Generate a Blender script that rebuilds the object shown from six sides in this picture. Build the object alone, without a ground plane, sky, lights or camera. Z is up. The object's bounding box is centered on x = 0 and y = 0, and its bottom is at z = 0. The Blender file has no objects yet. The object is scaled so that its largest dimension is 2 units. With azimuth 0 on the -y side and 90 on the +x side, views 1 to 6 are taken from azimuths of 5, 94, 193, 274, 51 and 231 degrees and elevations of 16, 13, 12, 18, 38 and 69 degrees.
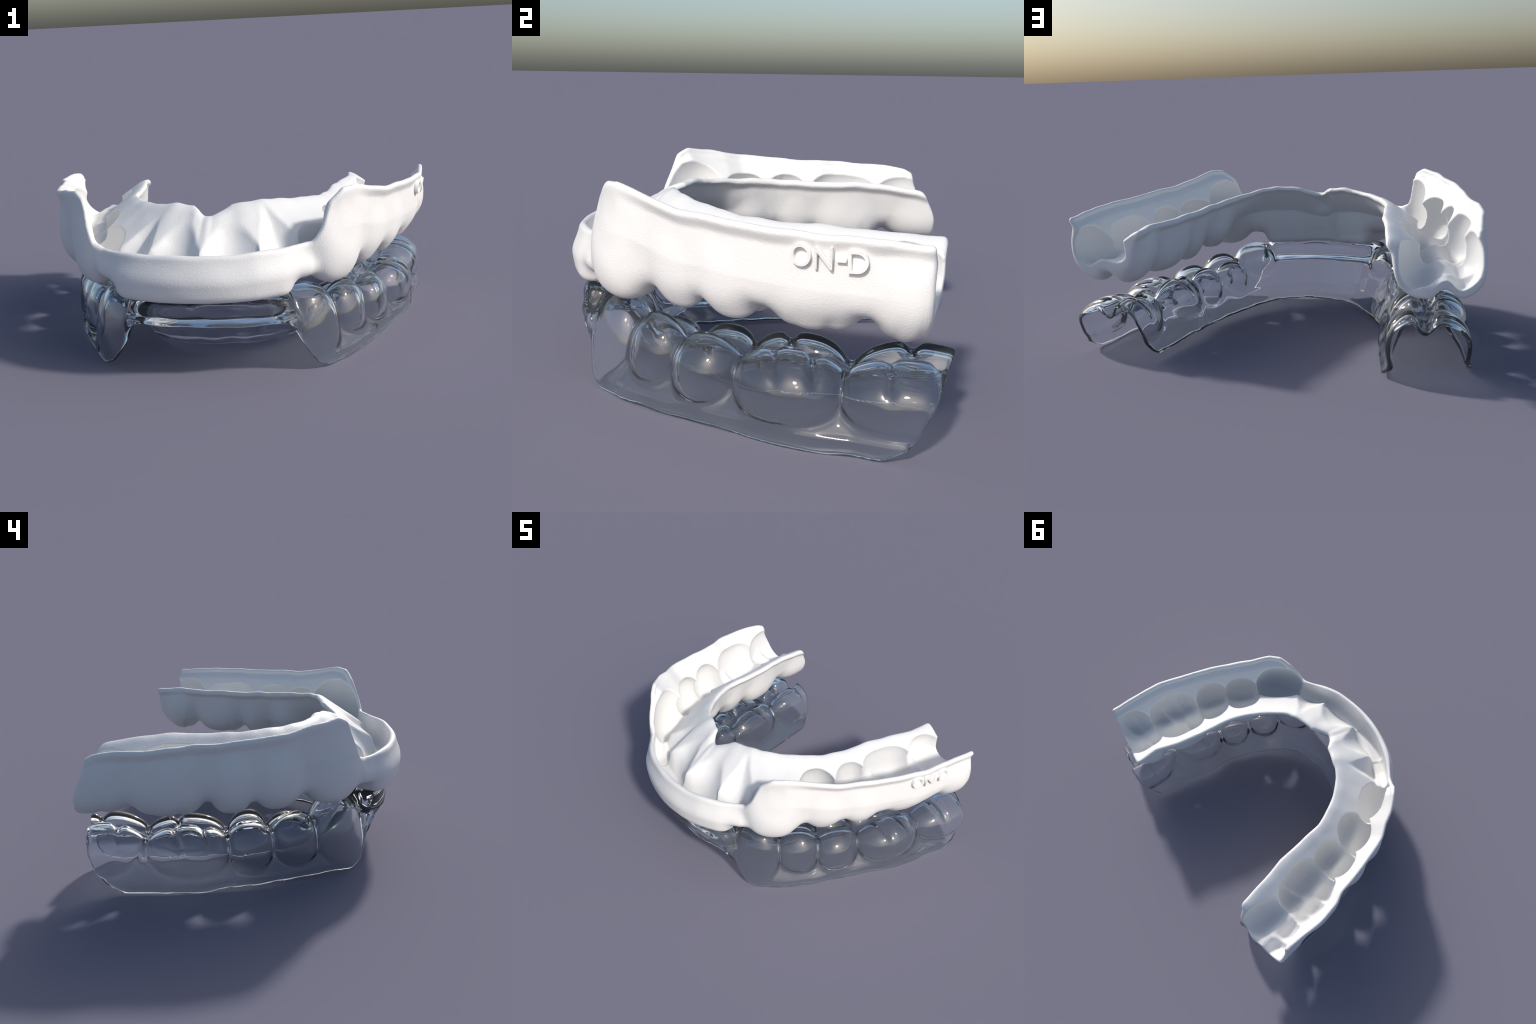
"""Two dental bite splints: a white upper tray floating over a clear lower tray.

Both trays are described in arch coordinates: s runs along the dental arch
(0 at the front, negative toward the lettered side), n is the distance outward
from the arch line, z is height.  A tray is the shell left between an inner
imprint (crowns + gum) and a thicker outer skin, trimmed by two rim lines.
"""
import bpy, bmesh
import numpy as np

HS, HN, HZ = 0.0062, 0.0052, 0.0052          # cell size of the surface extraction

# ------------------------------------------------------------------ arch line
ARCH = np.array([(.86, .95), (.83, .78), (.79, .6), (.72, .25), (.63, -.05), (.45, -.34),
                 (.22, -.52), (-.06, -.58), (-.33, -.51), (-.55, -.31), (-.68, -.08),
                 (-.74, .2), (-.78, .45), (-.80, .70), (-.82, .85), (-.83, .97)])


def natural_spline(x, y, q):
    n, h = len(x), np.diff(x)
    A, r = np.eye(n), np.zeros_like(y)
    for i in range(1, n - 1):
        A[i, i - 1], A[i, i], A[i, i + 1] = h[i - 1], 2 * (h[i - 1] + h[i]), h[i]
        r[i] = 3 * ((y[i + 1] - y[i]) / h[i] - (y[i] - y[i - 1]) / h[i - 1])
    c = np.linalg.solve(A, r)
    i = np.clip(np.searchsorted(x, q) - 1, 0, n - 2)
    d, hh = (q - x[i])[:, None], h[i][:, None]
    b = (y[i + 1] - y[i]) / hh - hh * (2 * c[i] + c[i + 1]) / 3
    return y[i] + b * d + c[i] * d ** 2 + (c[i + 1] - c[i]) / (3 * hh) * d ** 3


_k = np.r_[0, np.cumsum(np.hypot(*np.diff(ARCH, axis=0).T))]
ARC_P = natural_spline(_k, ARCH, np.linspace(0, _k[-1], 4000))
_L = np.r_[0, np.cumsum(np.hypot(*np.diff(ARC_P, axis=0).T))]
ARC_S = _L - _L[np.argmin(np.hypot(ARC_P[:, 0] + .06, ARC_P[:, 1] + .58))]
_T = np.gradient(ARC_P, axis=0)
_T /= np.linalg.norm(_T, axis=1)[:, None]
ARC_N = np.c_[_T[:, 1], -_T[:, 0]]
if ARC_N[np.argmin(abs(ARC_S))][1] > 0:
    ARC_N = -ARC_N


def arch_to_world(s, n, z):
    px, py = np.interp(s, ARC_S, ARC_P[:, 0]), np.interp(s, ARC_S, ARC_P[:, 1])
    nx, ny = np.interp(s, ARC_S, ARC_N[:, 0]), np.interp(s, ARC_S, ARC_N[:, 1])
    return np.stack([px + nx * n, py + ny * n, z], axis=-1)


# ------------------------------------------------------------------ field tools
def curve(points, soft=.02):
    """A smooth function of s through (s, value) control points."""
    p = np.array(sorted(points), float)
    q = np.linspace(-2.1, 2.1, 1401)
    v = np.interp(q, p[:, 0], p[:, 1])
    w = max(1, int(soft / (q[1] - q[0])))
    ker = np.hanning(2 * w + 3)
    ker /= ker.sum()
    v = np.convolve(np.pad(v, len(ker) // 2, mode="edge"), ker, mode="valid")
    return lambda s: np.interp(s, q, v)


def smin(a, b, k):
    h = np.maximum(k - np.abs(a - b), 0) / k
    return np.minimum(a, b) - h * h * k * .25


def smax(a, b, k):
    return -smin(-a, -b, k)


def step(x, a, b):
    t = np.clip((x - a) / (b - a), 0, 1)
    return t * t * (3 - 2 * t)


def bell(x, w):
    return np.exp(-(x / w) ** 2)


def super_ellipsoid(x, y, z, a, b, c, p, q):
    """Approximate distance to |x/a|^p + |y/b|^p + |z/c|^q = 1 shapes (p == q blends)."""
    u, v, w = np.abs(x) / a, np.abs(y) / b, np.abs(z) / c
    r = (u ** p + v ** p + w ** p) ** (1 / p) + 1e-9
    g = np.sqrt((u / r) ** (2 * p - 2) / a ** 2 + (v / r) ** (2 * p - 2) / b ** 2 + (w / r) ** (2 * p - 2) / c ** 2)
    return (r - 1) / (g + 1e-9)


def waviness(s, seed, amp):
    rng = np.random.default_rng(seed)
    out = np.zeros_like(s)
    for f in (11., 17., 26., 43.):
        out += np.sin(s * f + rng.uniform(0, 6.28)) * rng.uniform(.5, 1)
    return out * amp / 2.2


# ------------------------------------------------------------------ crowns
class Crown:
    """One tooth of the imprint: span along the arch, sides, tip, and cusps."""

    def __init__(self, kind, s0, s1, outer, inner, tip, mid, neck, groove=0., lean=0., drop=0.,
                 cross=(), p=2.3, valley=.02, pad=0., fissure=.045, skew=0.):
        self.kind, self.s0, self.s1 = kind, min(s0, s1), max(s0, s1)
        self.outer, self.inner, self.tip, self.mid, self.neck = outer, inner, tip, mid, neck
        self.groove, self.lean, self.drop, self.cross, self.p, self.valley, self.pad, self.fissure, self.skew = groove, lean, drop, cross, p, valley, pad, fissure, skew

    def field(self, s, n, z, up, grow, grow_s, cusp=1.):
        """up=+1: crown points up (lower jaw); up=-1: points down (upper jaw)."""
        sc, half = (self.s0 + self.s1) / 2, (self.s1 - self.s0) / 2
        hi, lo = self.outer + .75 * grow, self.inner - .75 * grow
        nc, b = (hi + lo) / 2, (hi - lo) / 2
        h = (z - self.mid) * up                       # >0 toward the chewing side
        ds = s - sc - self.skew * (n - nc)
        dn = n - nc - self.lean * h
        relief = -self.groove * bell(n - self.valley, self.fissure) - self.drop * step(-(n - self.valley), -.03, .06)
        for at, depth, width, side in self.cross:      # grooves between cusps, side +1 cheek, -1 tongue
            relief = relief - depth * cusp ** 3 * bell(ds - at * half + .25 * (n - self.valley), width) * (step(side * (n - self.valley), -.02, .05) if side else 1)
        hh = h - cusp * relief * step(h, 0, .1)
        c_tip, c_neck = (self.tip - self.mid) * up + (grow if grow else -self.pad), (self.mid - self.neck) * up + grow
        hh = np.where(hh > 0, hh / c_tip, hh / c_neck)
        return super_ellipsoid(ds, dn, hh * .15, half * 1.08 + grow_s, b, .15, self.p, self.p)


def lumps(s, n, z, amp, seed):
    """Slow uneven swellings, so that no two cups are alike."""
    rng = np.random.default_rng(seed)
    out = 0
    for f in (15., 24., 37.):
        a, b, c = rng.uniform(0, 6.28, 3)
        out = out + np.sin(f * s + a) * np.sin(1.2 * f * n + b) * np.sin(1.1 * f * z + c)
    return amp * out


def in_span(S, lo, hi):
    i = np.where((S >= lo) & (S <= hi))[0]
    return slice(i[0], i[-1] + 1) if len(i) else None


def union_crowns(S, n, z, crowns, up, grow, grow_s, k, cusp, out):
    for c in crowns:
        sl = in_span(S, c.s0 - .16, c.s1 + .16)
        if sl is None:
            continue
        f = c.field(S[sl][:, None, None], n, z, up, grow, grow_s, cusp)
        out[sl] = smin(out[sl], f, k)
    return out


# ------------------------------------------------------------------ surface extraction
def surface_net(F, s, n, z):
    """Quads around the zero set of F on a regular grid; vertices by edge-crossing means."""
    sh = F.shape
    neg = F < 0
    cs = tuple(d - 1 for d in sh)
    count = np.zeros(cs, np.int8)
    for i in (0, 1):
        for j in (0, 1):
            for k in (0, 1):
                count += neg[i:i + cs[0], j:j + cs[1], k:k + cs[2]]
    ci, cj, ck = np.nonzero((count > 0) & (count < 8))
    index = np.full(cs, -1, np.int32)
    index[ci, cj, ck] = np.arange(len(ci))
    acc, num = np.zeros((len(ci), 3)), np.zeros(len(ci))
    corners = [(i, j, k) for i in (0, 1) for j in (0, 1) for k in (0, 1)]
    for a in corners:
        for ax in range(3):
            if a[ax]:
                continue
            b = list(a)
            b[ax] = 1
            fa = F[ci + a[0], cj + a[1], ck + a[2]]
            fb = F[ci + b[0], cj + b[1], ck + b[2]]
            hit = (fa < 0) != (fb < 0)
            t = np.where(hit, fa / np.where(hit, fa - fb, 1), 0)
            p = np.array(a, float)[None, :].repeat(len(ci), 0)
            p[:, ax] += t
            acc += p * hit[:, None]
            num += hit
    v = acc / num[:, None] + np.stack([ci, cj, ck], 1)
    quads = []
    for ax in range(3):
        lo = [slice(None)] * 3
        hi = [slice(None)] * 3
        lo[ax], hi[ax] = slice(0, -1), slice(1, None)
        a, b = neg[tuple(lo)], neg[tuple(hi)]
        for sign in (1, 0):
            e = np.stack(np.nonzero(a & ~b if sign else ~a & b), 1)
            o1, o2 = (ax + 1) % 3, (ax + 2) % 3
            e = e[(e[:, o1] > 0) & (e[:, o2] > 0) & (e[:, o1] < sh[o1] - 1) & (e[:, o2] < sh[o2] - 1)]
            ring = []
            for d1, d2 in ((1, 1), (0, 1), (0, 0), (1, 0)):
                q = e.copy()
                q[:, o1] -= d1
                q[:, o2] -= d2
                ring.append(index[q[:, 0], q[:, 1], q[:, 2]])
            ring = np.stack(ring, 1)
            quads.append(ring if sign else ring[:, ::-1])
    quads = np.concatenate(quads)
    v = np.stack([s[0] + v[:, 0] * (s[1] - s[0]), n[0] + v[:, 1] * (n[1] - n[0]), z[0] + v[:, 2] * (z[1] - z[0])], 1)
    return v, quads


def relax(v, quads, rounds, lam=.5):
    """Taubin smoothing: takes out the grid ripple, keeps the volume."""
    e = np.concatenate([quads[:, [0, 1]], quads[:, [1, 2]], quads[:, [2, 3]], quads[:, [3, 0]]])
    a, b = np.r_[e[:, 0], e[:, 1]], np.r_[e[:, 1], e[:, 0]]
    deg = np.bincount(a, minlength=len(v))[:, None]
    for i in range(rounds):
        for w in (lam, -lam * 1.04):
            m = np.stack([np.bincount(a, v[b, k], minlength=len(v)) for k in range(3)], 1) / np.maximum(deg, 1)
            v = v + w * (m - v)
    return v


def vertex_normals(v, quads):
    fn = np.cross(v[quads[:, 2]] - v[quads[:, 0]], v[quads[:, 3]] - v[quads[:, 1]])
    out = np.zeros_like(v)
    for k in range(4):
        for ax in range(3):
            out[:, ax] += np.bincount(quads[:, k], fn[:, ax], minlength=len(v))
    return out / (np.linalg.norm(out, axis=1)[:, None] + 1e-12)


# ------------------------------------------------------------------ upper tray
UP_T = .028
MOLAR_UP = ((-.1, .034, .024, 1), (.15, .030, .026, -1), (.55, .014, .02, 1))
UPPER = [
    Crown("molar", -1.39, -1.64, .199, -.172, .390, .555, .690, groove=.09, cross=MOLAR_UP + ((-.95, .06, .07, 0),), pad=.02, skew=-.12),
    Crown("molar", -1.075, -1.39, .162, -.170, .400, .555, .700, groove=.075, cross=MOLAR_UP, p=2.8, skew=-.08),
    Crown("premolar", -.866, -1.075, .148, -.150, .392, .555, .695, groove=.066, drop=.008, skew=.10),
    Crown("premolar", -.65, -.866, .137, -.138, .395, .560, .695, groove=.062, drop=.045, skew=-.06),
    Crown("canine", -.385, -.65, .176, -.025, .404, .595, .790, lean=.12, p=2.3, skew=.15),
    Crown("canine", .425, .675, .186, -.020, .406, .595, .790, lean=.12, p=2.3, skew=-.2),
    Crown("premolar", .675, .897, .177, -.118, .404, .560, .705, groove=.062, drop=.055, skew=.12),
    Crown("premolar", .897, 1.105, .175, -.138, .394, .560, .705, groove=.066, drop=.010, skew=-.06),
    Crown("molar", 1.105, 1.445, .182, -.172, .398, .560, .712, groove=.075, cross=MOLAR_UP, p=2.8, skew=.08),
    Crown("molar", 1.445, 1.84, .176, -.170, .416, .560, .705, groove=.075, cross=MOLAR_UP, p=2.8, skew=-.10),
]
UP_RIM_OUT = curve([(-2, .70), (-1.6, .698), (-1.47, .71), (-1.26, .718), (-1.1, .724), (-.95, .734), (-.81, .75), (-.68, .779),
                    (-.58, .807), (-.52, .803), (-.46, .745), (-.42, .645), (-.385, .592), (-.29, .583), (0, .579), (.25, .58), (.4, .582),
                    (.44, .60), (.472, .685), (.505, .785), (.556, .811), (.665, .802), (.727, .785), (.795, .772), (.915, .76), (1.02, .746), (1.17, .742),
                    (1.25, .732), (1.365, .726), (1.5, .72), (1.6, .70), (1.66, .672), (1.72, .62), (2, .5)], .012)
UP_RIM_IN = curve([(-2, .65), (-1.6, .648), (-1.47, .655), (-1.32, .657), (-1.15, .664), (-1.02, .663), (-.83, .671), (-.64, .697),
                   (-.32, .724), (-.12, .712), (-.06, .694), (.0, .676), (.05, .676), (.1, .70), (.14, .710), (.29, .714), (.46, .706), (.61, .698), (.755, .694),
                   (.9, .687), (1.03, .681), (1.25, .681), (1.37, .672), (1.5, .658), (1.6, .643), (1.65, .625), (2, .55)], .012)
UP_N_OUT = curve([(-2, .205), (-1.59, .208), (-1.48, .217), (-1.26, .231), (-1.1, .206), (-.95, .19), (-.81, .181), (-.68, .174), (-.58, .188),
                  (-.5, .18), (-.43, .155), (-.38, .147), (-.29, .152), (-.17, .169), (0, .175), (.25, .179), (.4, .177), (.5, .181), (.6, .190), (.665, .191), (.727, .183),
                  (.795, .195), (.915, .188), (1.02, .191), (1.17, .19), (1.25, .211), (1.365, .214), (1.5, .198), (1.63, .187), (2, .18)])
UP_N_IN = curve([(-2, -.205), (-1.6, -.204), (-1.47, -.182), (-1.32, -.212), (-1.15, -.22), (-1.02, -.207), (-.83, -.19), (-.64, -.19), (-.32, -.185),
                 (-.12, -.198), (-.04, -.16), (.02, -.132), (.06, -.145), (.14, -.198), (.29, -.2), (.46, -.187), (.61, -.185), (.755, -.195), (.9, -.197), (1.03, -.215),
                 (1.14, -.224), (1.25, -.238), (1.37, -.232), (1.5, -.226), (1.6, -.221), (2, -.21)])
INCISOR_EDGES = [-.415, -.205, .04, .26, .435]


def upper_field(S, N, Z):
    s, n, z = S[:, None, None], N[None, :, None], Z[None, None, :]
    rim_o = (UP_RIM_OUT(S) + .003 + waviness(S, 3, .004))[:, None, None]
    rim_i = (UP_RIM_IN(S) + .006 + waviness(S, 5, .004))[:, None, None]
    n_o, n_i = UP_N_OUT(S)[:, None, None] + .004, UP_N_IN(S)[:, None, None] - .008
    front = (step(S, -.44, -.36) * (1 - step(S, .40, .47)))[:, None, None]
    slope_in = (step(S, -.72, -.42) * (1 - step(S, .44, .76)))[:, None, None]
    corner = np.maximum(bell(S + .54, .13), bell(S - .54, .18))[:, None, None]
    shape = (len(S), len(N), len(Z))

    # outer skin: wall lines, crowns, and the bite block under the front teeth
    d_o, d_i = np.maximum(rim_o - z, 0), np.maximum(rim_i - z, 0)
    wall_o = n_o - (1 - front) * (np.where(s < 0, .021, .016) * (1 - .9 * corner) * step(d_o, .012, .06) + .17 * np.maximum(d_o - .18, 0)) + front * (.034 * step(d_o, 0, .13) - .012 * step(d_o, .15, .24))
    n_deep = n_i - .034 * bell(s - .02, .06) * step(d_i, .05, .14)      # the notch stays in the rim
    side_i = n_deep + .026 * step(d_i, .02, .055) + .32 * np.maximum(d_i - .05, 0)
    plate_i = n_deep + .012 * step(d_i, .01, .04) + .80 * np.clip(d_i - .02, 0, .135)
    wall_i = side_i + (plate_i - side_i) * slope_in + .03 * corner * step(d_i, .08, .2)
    floor = curve([(-2, .452), (-.62, .45), (-.5, .452), (-.40, .437), (-.35, .43), (.36, .44), (.42, .45), (.55, .452), (2, .455)])(S)[:, None, None]
    floor = floor + .055 * corner * step(-n, -.03, .08)
    trough = smax(smax(n - wall_o, (wall_i - n) * .9, .05), (floor - z) * .9, .07)
    trough = np.broadcast_to(trough, shape).copy()
    outer = np.full(shape, 1.)
    outer = union_crowns(S, n, z, UPPER, -1, .032, .008, .035, .72, outer)
    outer = smin(outer, trough, .03)
    block = smax(smax(n - wall_o, (wall_i - n) * .9, .04), .371 - z, .04)
    block = smax(block, np.maximum(-.345 + .22 * n - s, s - .348 + .05 * n) * 1.1, .06)
    outer = smin(outer, block, .03)

    # imprint: gum trough, crowns, incisor scoops
    gum_o = n_o - UP_T - (1 - front) * (.012 * step(d_o, .02, .06) + .65 * np.clip(d_o - .025, 0, .2)) + front * .010 * step(d_o, 0, .1)
    gum_i = n_i + UP_T + 1.5 * d_i
    gum_floor = .55 - .09 * front
    gum = smax(smax(n - gum_o, (gum_i - n) * .72, .012), gum_floor - z, .02)
    cav = np.broadcast_to(gum, shape).copy()
    cav = union_crowns(S, n, z, UPPER, -1, 0, 0, .006, 1., cav)
    sl = in_span(S, INCISOR_EDGES[0] - .05, INCISOR_EDGES[-1] + .05)
    ss = s[sl]
    scoop = np.full(shape, 1.)[sl]
    base = curve([(-2, .50), (-.40, .498), (-.31, .452), (.33, .452), (.43, .50), (2, .50)])(S[sl])[:, None, None]
    for a, b in zip(INCISOR_EDGES[:-1], INCISOR_EDGES[1:]):
        t = (ss - (a + b) / 2) / ((b - a) / 2)
        ridge = np.clip(np.abs(t), 0, 1.15) ** 2.1
        lift = .095 * ridge - .020 * (1 - step(-n, .0, .1))
        slope = base + smin(1.75 * np.maximum(.078 + .012 * t - n, 0), 1.0 * np.maximum(.118 + .012 * t - n, 0), .03) + lift * step(.105 - n, 0, .06) * (1 - .75 * step(-n, .07, .17))
        f = smax(smax((slope - z) * .70, n - gum_o[sl] * np.ones_like(t), .02), (np.abs(t) - 1) * (b - a) / 2, .012)
        scoop = smin(scoop, f, .006)
    cav[sl] = smin(cav[sl], scoop, .012)
    cav += lumps(s, n, z, .0007, 21)
    outer += lumps(s, n, z, .0006, 22)

    shell = smax(outer, -cav, .008)
    side = step(n, .03, .115)
    rim = rim_i + (rim_o - rim_i) * side
    shell = smax(shell, (z - rim) * .9, .020)
    e1 = np.interp(Z, [.3, .37, .42, .47, .55, .9], [-1.57, -1.585, -1.602, -1.61, -1.615, -1.61])[None, None, :]
    shell = smax(shell, (e1 - s) * .9, .018)
    e2 = 1.712 - .065 * step(z, .48, .68) - .03 * step(-n, .05, .15)
    shell = smax(shell, s - e2, .016)
    return shell, outer


# ------------------------------------------------------------------ lower tray
LO_T = .026
MOLAR_LO = ((-.28, .024, .022, 1), (.42, .016, .020, 1), (.08, .026, .024, -1))
LOWER = [
    Crown("molar", -1.327, -1.78, .178, -.184, .276, .150, .01, groove=.085, cross=MOLAR_LO, drop=-.026, valley=-.025, lean=.02, fissure=.038, skew=.10),
    Crown("molar", -.965, -1.327, .174, -.176, .277, .150, .01, groove=.070, cross=MOLAR_LO, drop=-.020, valley=-.020, lean=.02, fissure=.038, skew=-.08),
    Crown("premolar", -.738, -.965, .134, -.148, .284, .165, .03, groove=.060, drop=-.004, valley=-.02, lean=-.08, fissure=.035, skew=.10),
    Crown("premolar", -.522, -.738, .130, -.108, .314, .170, .04, groove=.045, drop=.030, valley=-.01, lean=-.08, fissure=.032),
    Crown("canine", -.285, -.522, .154, -.030, .342, .165, -.06, lean=-.16, p=2.4),
    Crown("canine", .320, .585, .150, -.030, .347, .165, -.06, lean=-.16, p=2.4),
    Crown("premolar", .585, .80, .120, -.108, .320, .170, .04, groove=.045, drop=.030, valley=-.01, lean=-.08, fissure=.032, skew=-.08),
    Crown("premolar", .80, 1.005, .120, -.154, .300, .165, .03, groove=.060, drop=-.006, valley=-.025, lean=-.08, fissure=.035, skew=.08),
    Crown("molar", 1.005, 1.40, .146, -.200, .284, .150, .01, groove=.070, cross=MOLAR_LO, drop=-.010, valley=-.035, lean=.02, fissure=.038, skew=-.06),
    Crown("molar", 1.40, 1.80, .128, -.218, .294, .150, .01, groove=.090, cross=MOLAR_LO, drop=-.008, valley=-.06, lean=.0, fissure=.038, skew=.10),
]
LO_RIM_OUT = curve([(-2, .01), (-1.5, .004), (-1.38, .0), (-1.16, .002), (-1.0, .002), (-.81, .006), (-.63, .012), (-.5, .004), (-.43, .004), (-.382, .035), (-.345, .105),
                    (-.315, .18), (-.285, .238), (-.25, .250), (0, .250), (.25, .250), (.295, .238), (.33, .175), (.362, .10), (.40, .04), (.45, .012), (.53, .02), (.65, .022), (.8, .018), (.9, .014),
                    (1.05, .012), (1.11, .004), (1.23, .0), (1.35, .006), (1.5, .006), (2, .012)], .014)
LO_RIM_IN = curve([(-2, .035), (-1.47, .028), (-1.3, .033), (-1.14, .034), (-.96, .02), (-.79, .022), (-.62, .031), (-.43, .043), (-.26, .047), (-.08, .052), (.12, .048),
                   (.29, .038), (.45, .024), (.7, .014), (1.0, .012), (1.3, .014), (1.5, .012), (2, .012)])
LO_N_OUT = curve([(-2, .20), (-1.5, .202), (-1.38, .182), (-1.22, .188), (-1.16, .182), (-1.08, .168), (-1.0, .148), (-.81, .142), (-.63, .168), (-.53, .176), (-.42, .168), (-.33, .172), (-.25, .176), (-.18, .165), (-.08, .147), (0, .140), (.08, .143), (.18, .154), (.25, .162), (.35, .162), (.46, .164),
                  (.55, .158), (.65, .150), (.8, .138), (.9, .14), (1.05, .150), (1.11, .163), (1.25, .170), (1.35, .162), (1.55, .158), (2, .155)])
LO_N_IN = curve([(-2, -.24), (-1.47, -.242), (-1.3, -.25), (-1.14, -.256), (-.96, -.225), (-.79, -.212), (-.62, -.20), (-.43, -.178), (-.26, -.172), (.0, -.178), (.12, -.186), (.29, -.182), (.5, -.20),
                 (.8, -.235), (1.1, -.268), (1.35, -.275), (1.55, -.262), (2, -.25)])


def lower_field(S, N, Z):
    s, n, z = S[:, None, None], N[None, :, None], Z[None, None, :]
    rim_o = (LO_RIM_OUT(S) + waviness(S, 13, .003))[:, None, None]
    rim_i = (LO_RIM_IN(S) + waviness(S, 15, .003))[:, None, None]
    n_o, n_i = LO_N_OUT(S)[:, None, None], LO_N_IN(S)[:, None, None]
    front = (step(S, -.40, -.30) * (1 - step(S, .32, .42)))[:, None, None]
    inside = (step(S, -.72, -.44) * (1 - step(S, .44, .72)))[:, None, None]
    shape = (len(S), len(N), len(Z))
    h, h_i = np.maximum(z, 0), np.maximum(z - rim_i, 0)

    def ridge(t, k):
        """Gum ridge, grown by t."""
        go = n_o - LO_T + t - (1 - front) * (.08 * h + .70 * np.maximum(h - .055, 0))
        lean_i = (1 - inside) * np.where(s < 0, .64, .68) * np.minimum(h_i, .16) + inside * (1.2 * np.minimum(h_i, .07) + .60 * np.maximum(h_i - .07, 0))
        gi = n_i + LO_T - t + lean_i
        top = .19 + t + front * (.252 - t - .19)
        f = smax(smax(n - go, (gi - n) * .85, k), (z - top) * .95, k)
        return np.broadcast_to(f, shape).copy()

    outer = union_crowns(S, n, z, LOWER, 1, LO_T, .010, .016, 1., np.full(shape, 1.))
    outer = smin(outer, ridge(LO_T, .03), .032)
    # solid bite block in front, open below its flat underside
    block = smax(smax(n - n_o, (n_i + .084 + .60 * np.clip(h_i - .07, 0, .13) - n) * .9, .05), z - .360, .045)
    block = smax(block, np.maximum(-.31 - s, s - .33), .05)
    outer = smin(outer, block, .045)

    cav = union_crowns(S, n, z, LOWER, 1, 0, 0, .012, 1., np.full(shape, 1.))
    cav = smin(cav, ridge(0, .02), .022)
    uneven = lumps(s, n, z, .0014, 31)
    cav += uneven + lumps(s, n, z, .0006, 32)
    outer += uneven

    shell = smax(outer, -cav, .006)
    side = step(n, -.02, .06)
    rim = rim_i + (rim_o - rim_i) * side
    shell = smax(shell, (rim - z) * .9, .014)
    zz = np.array([-.1, .0, .02, .05, .1, .2, .33, .5])
    end_o = np.interp(Z, zz, [1.44, 1.46, 1.50, 1.555, 1.595, 1.64, 1.672, 1.70])[None, None, :]
    end_b = np.interp(Z, zz, [1.46, 1.48, 1.52, 1.575, 1.63, 1.668, 1.685, 1.70])[None, None, :]
    end_p = np.interp(Z, zz, [1.49, 1.515, 1.54, 1.575, 1.605, 1.645, 1.675, 1.70])[None, None, :]
    end_m = np.interp(Z, zz, [1.54, 1.575, 1.605, 1.645, 1.668, 1.675, 1.68, 1.70])[None, None, :]
    end_o = np.where(s > 0, end_b, end_o)
    end_i = np.where(s > 0, end_m, end_p)
    end = end_o + (end_i - end_o) * step(-n, -.02, .12)
    shell = smax(shell, np.abs(s + .0) - end, .014)
    return shell, outer


# ------------------------------------------------------------------ materials
def new_material(name):
    m = bpy.data.materials.new(name)
    m.use_nodes = True
    nt = m.node_tree
    return m, nt, nt.nodes["Principled BSDF"]


def white_resin():
    m, nt, b = new_material("white_resin")
    b.inputs["Base Color"].default_value = (.775, .775, .768, 1)
    b.inputs["Roughness"].default_value = .45
    b.inputs["IOR"].default_value = 1.45
    tc = nt.nodes.new("ShaderNodeTexCoord")
    no = nt.nodes.new("ShaderNodeTexNoise")
    no.inputs["Scale"].default_value = 150
    no.inputs["Detail"].default_value = 2
    no.inputs["Distortion"].default_value = .8
    bu = nt.nodes.new("ShaderNodeBump")
    bu.inputs["Strength"].default_value = .30
    bu.inputs["Distance"].default_value = .004
    nt.links.new(tc.outputs["Object"], no.inputs["Vector"])
    nt.links.new(no.outputs["Fac"], bu.inputs["Height"])
    nt.links.new(bu.outputs["Normal"], b.inputs["Normal"])
    return m


def clear_resin():
    m, nt, b = new_material("clear_resin")
    b.inputs["Base Color"].default_value = (.86, .915, .96, 1)
    b.inputs["Roughness"].default_value = .0
    b.inputs["IOR"].default_value = 1.48
    b.inputs["Transmission Weight"].default_value = .98
    return m


# ------------------------------------------------------------------ building
def new_object(name, mesh, parent=None):
    o = bpy.data.objects.new(name, mesh)
    bpy.context.scene.collection.objects.link(o)
    if parent:
        o.parent = parent
        o.location = -parent.location          # every part keeps the world origin
    return o


def mesh_from(name, v, faces, normals, material):
    me = bpy.data.meshes.new(name)
    me.vertices.add(len(v))
    me.vertices.foreach_set("co", v.astype(np.float32).ravel())
    me.loops.add(faces.size)
    me.loops.foreach_set("vertex_index", faces.astype(np.int32).ravel())
    me.polygons.add(len(faces))
    me.polygons.foreach_set("loop_start", np.arange(0, faces.size, 4, dtype=np.int32))
    me.polygons.foreach_set("use_smooth", np.ones(len(faces), bool))
    me.update(calc_edges=True)
    me.validate()
    me.normals_split_custom_set_from_vertices([tuple(x) for x in normals])
    me.materials.append(material)
    return me


def split_parts(root, label_of, v_arch, v, quads, normals, material):
    """Separate one closed surface by region; border vertices and normals coincide."""
    c = v_arch[quads].mean(1)
    labels = label_of(c)
    for key in sorted(set(labels)):
        q = quads[labels == key]
        used, inv = np.unique(q, return_inverse=True)
        name = key.split(":")[0]
        me = mesh_from(name, v[used], inv.reshape(-1, 4), normals[used], material)
        new_object(name, me, root)


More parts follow.
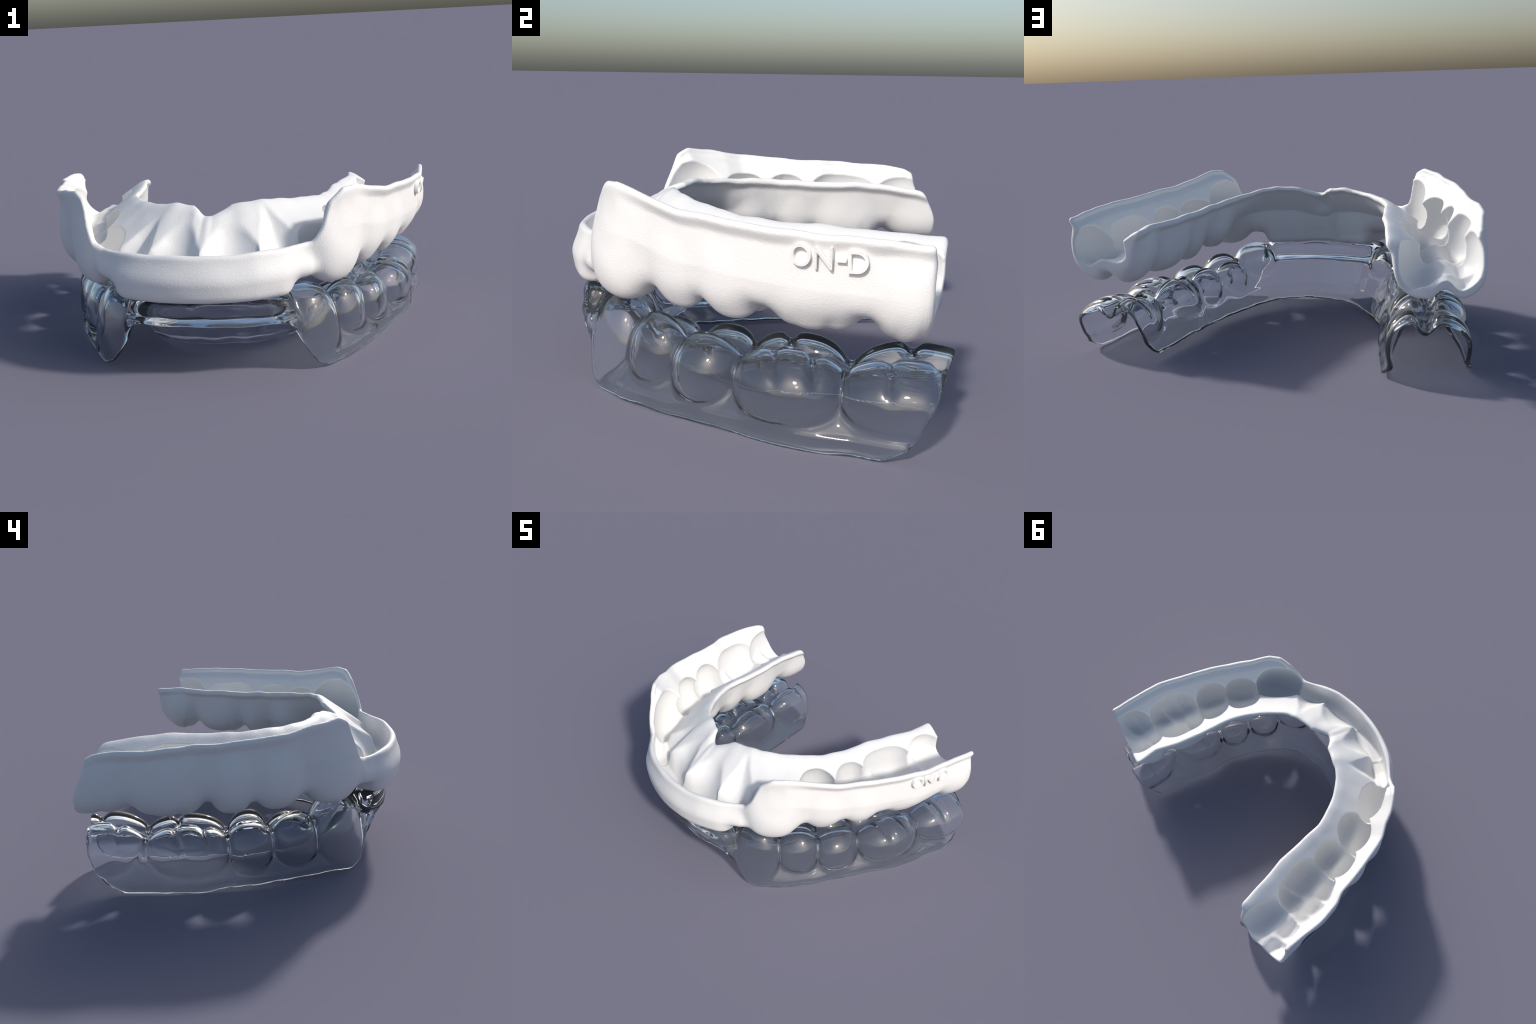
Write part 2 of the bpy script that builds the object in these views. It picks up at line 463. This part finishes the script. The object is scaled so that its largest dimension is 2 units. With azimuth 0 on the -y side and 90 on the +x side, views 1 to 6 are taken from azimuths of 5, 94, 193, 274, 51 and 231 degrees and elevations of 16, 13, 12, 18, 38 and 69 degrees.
def tray(field, zlo, zhi, rounds):
    S = np.arange(-1.75, 1.76, HS)
    N = np.arange(-.30, .285, HN)
    Z = np.arange(zlo, zhi, HZ)
    F, outer = field(S, N, Z)
    va, q = surface_net(F, S, N, Z)
    va = relax(va, q, rounds)
    vw = arch_to_world(va[:, 0], va[:, 1], va[:, 2])
    # arch_to_world keeps handedness or flips it: make faces point outward
    nrm = vertex_normals(vw, q)
    vol = np.einsum("ij,ij->i", vw[q[:, 0]], np.cross(vw[q[:, 1]], vw[q[:, 2]])).sum()
    vol += np.einsum("ij,ij->i", vw[q[:, 0]], np.cross(vw[q[:, 2]], vw[q[:, 3]])).sum()
    if vol < 0:
        q, nrm = q[:, ::-1], -nrm
    return va, vw, q, nrm, (S, N, Z, outer)


def part_labels(crowns, band, plate):
    def label(c):
        out = np.empty(len(c), dtype=object)
        lo = max(k.s1 for k in crowns if k.kind == "canine" and k.s1 < 0)
        hi = min(k.s0 for k in crowns if k.kind == "canine" and k.s0 > 0)
        mid = (c[:, 0] > lo) & (c[:, 0] < hi)
        out[mid & (c[:, 1] > .105)] = band
        out[mid & (c[:, 1] <= .105)] = plate
        for i, k in enumerate(crowns):
            a = -9 if k.s0 < -1.5 else k.s0
            b = 9 if k.s1 > 1.5 else k.s1
            out[~mid & (c[:, 0] > a) & (c[:, 0] <= b)] = f"{k.kind}_cup:{i}"
        return out
    return label


def letters(root, skin, material):
    """Raised letters bent onto the outer side wall."""
    S, N, Z, outer = skin
    wall = np.full((len(S), len(Z)), np.nan)
    for i in range(len(S)):
        if not -1.50 < S[i] < -1.10:
            continue
        neg = outer[i] < 0
        top = len(N) - 1 - np.argmax(neg[::-1], axis=0)
        wall[i] = N[top]
    for ch, s0, width, z0, z1, nm in (("O", -1.187, .060, .616, .685, "raised_letter"), ("N", -1.258, .052, .613, .681, "raised_letter"),
                                      ("-", -1.321, .028, .637, .649, "raised_hyphen"), ("D", -1.354, .060, .606, .674, "raised_letter")):
        cu = bpy.data.curves.new("text", "FONT")
        cu.body = ch
        cu.extrude = .5
        cu.resolution_u = 10
        o = bpy.data.objects.new("text", cu)
        bpy.context.scene.collection.objects.link(o)
        dg = bpy.context.evaluated_depsgraph_get()
        me = bpy.data.meshes.new_from_object(o.evaluated_get(dg))
        bpy.data.objects.remove(o)
        co = np.zeros(len(me.vertices) * 3)
        me.vertices.foreach_get("co", co)
        co = co.reshape(-1, 3)
        x = (co[:, 0] - co[:, 0].min()) / np.ptp(co[:, 0])
        y = (co[:, 1] - co[:, 1].min()) / np.ptp(co[:, 1])
        s = s0 - x * width
        z = z0 + y * (z1 - z0)
        fi = np.clip(((s - S[0]) / HS).round().astype(int), 0, len(S) - 1)
        fz = np.clip(((z - Z[0]) / HZ).round().astype(int), 0, len(Z) - 1)
        fit = np.c_[np.ones_like(s), s - s0, z - z0]
        coef = np.linalg.lstsq(fit, wall[fi, fz], rcond=None)[0]
        n = fit @ coef + np.where(co[:, 2] > 0, .022, -.014)
        w = arch_to_world(s, n, z)
        me.vertices.foreach_set("co", w.ravel())
        me.update()
        me.name = nm
        me.materials.append(material)
        ob = new_object(nm, me, root)
        bm = bmesh.new()
        bm.from_mesh(me)
        bmesh.ops.remove_doubles(bm, verts=bm.verts, dist=1e-5)
        bmesh.ops.recalc_face_normals(bm, faces=bm.faces)
        bm.to_mesh(me)
        bm.free()


def build():
    white, clear = white_resin(), clear_resin()
    up = new_object("upper_dental_splint", None)
    up.location = (0, -.1, .37)
    up["label"] = "opaque white upper bite splint with raised side lettering"
    up["category"] = "dental splint"
    va, vw, q, nrm, skin = tray(upper_field, .33, .85, 3)
    split_parts(up, part_labels(UPPER, "front_band", "palate_plate"), va, vw, q, nrm, white)
    letters(up, skin, white)
    lo = new_object("lower_dental_splint", None)
    lo["label"] = "clear transparent lower bite splint with tooth cups"
    lo["category"] = "dental splint"
    va, vw, q, nrm, skin = tray(lower_field, -.05, .42, 4)
    split_parts(lo, part_labels(LOWER, "front_bar", "tongue_side_plate"), va, vw, q, nrm, clear)


build()
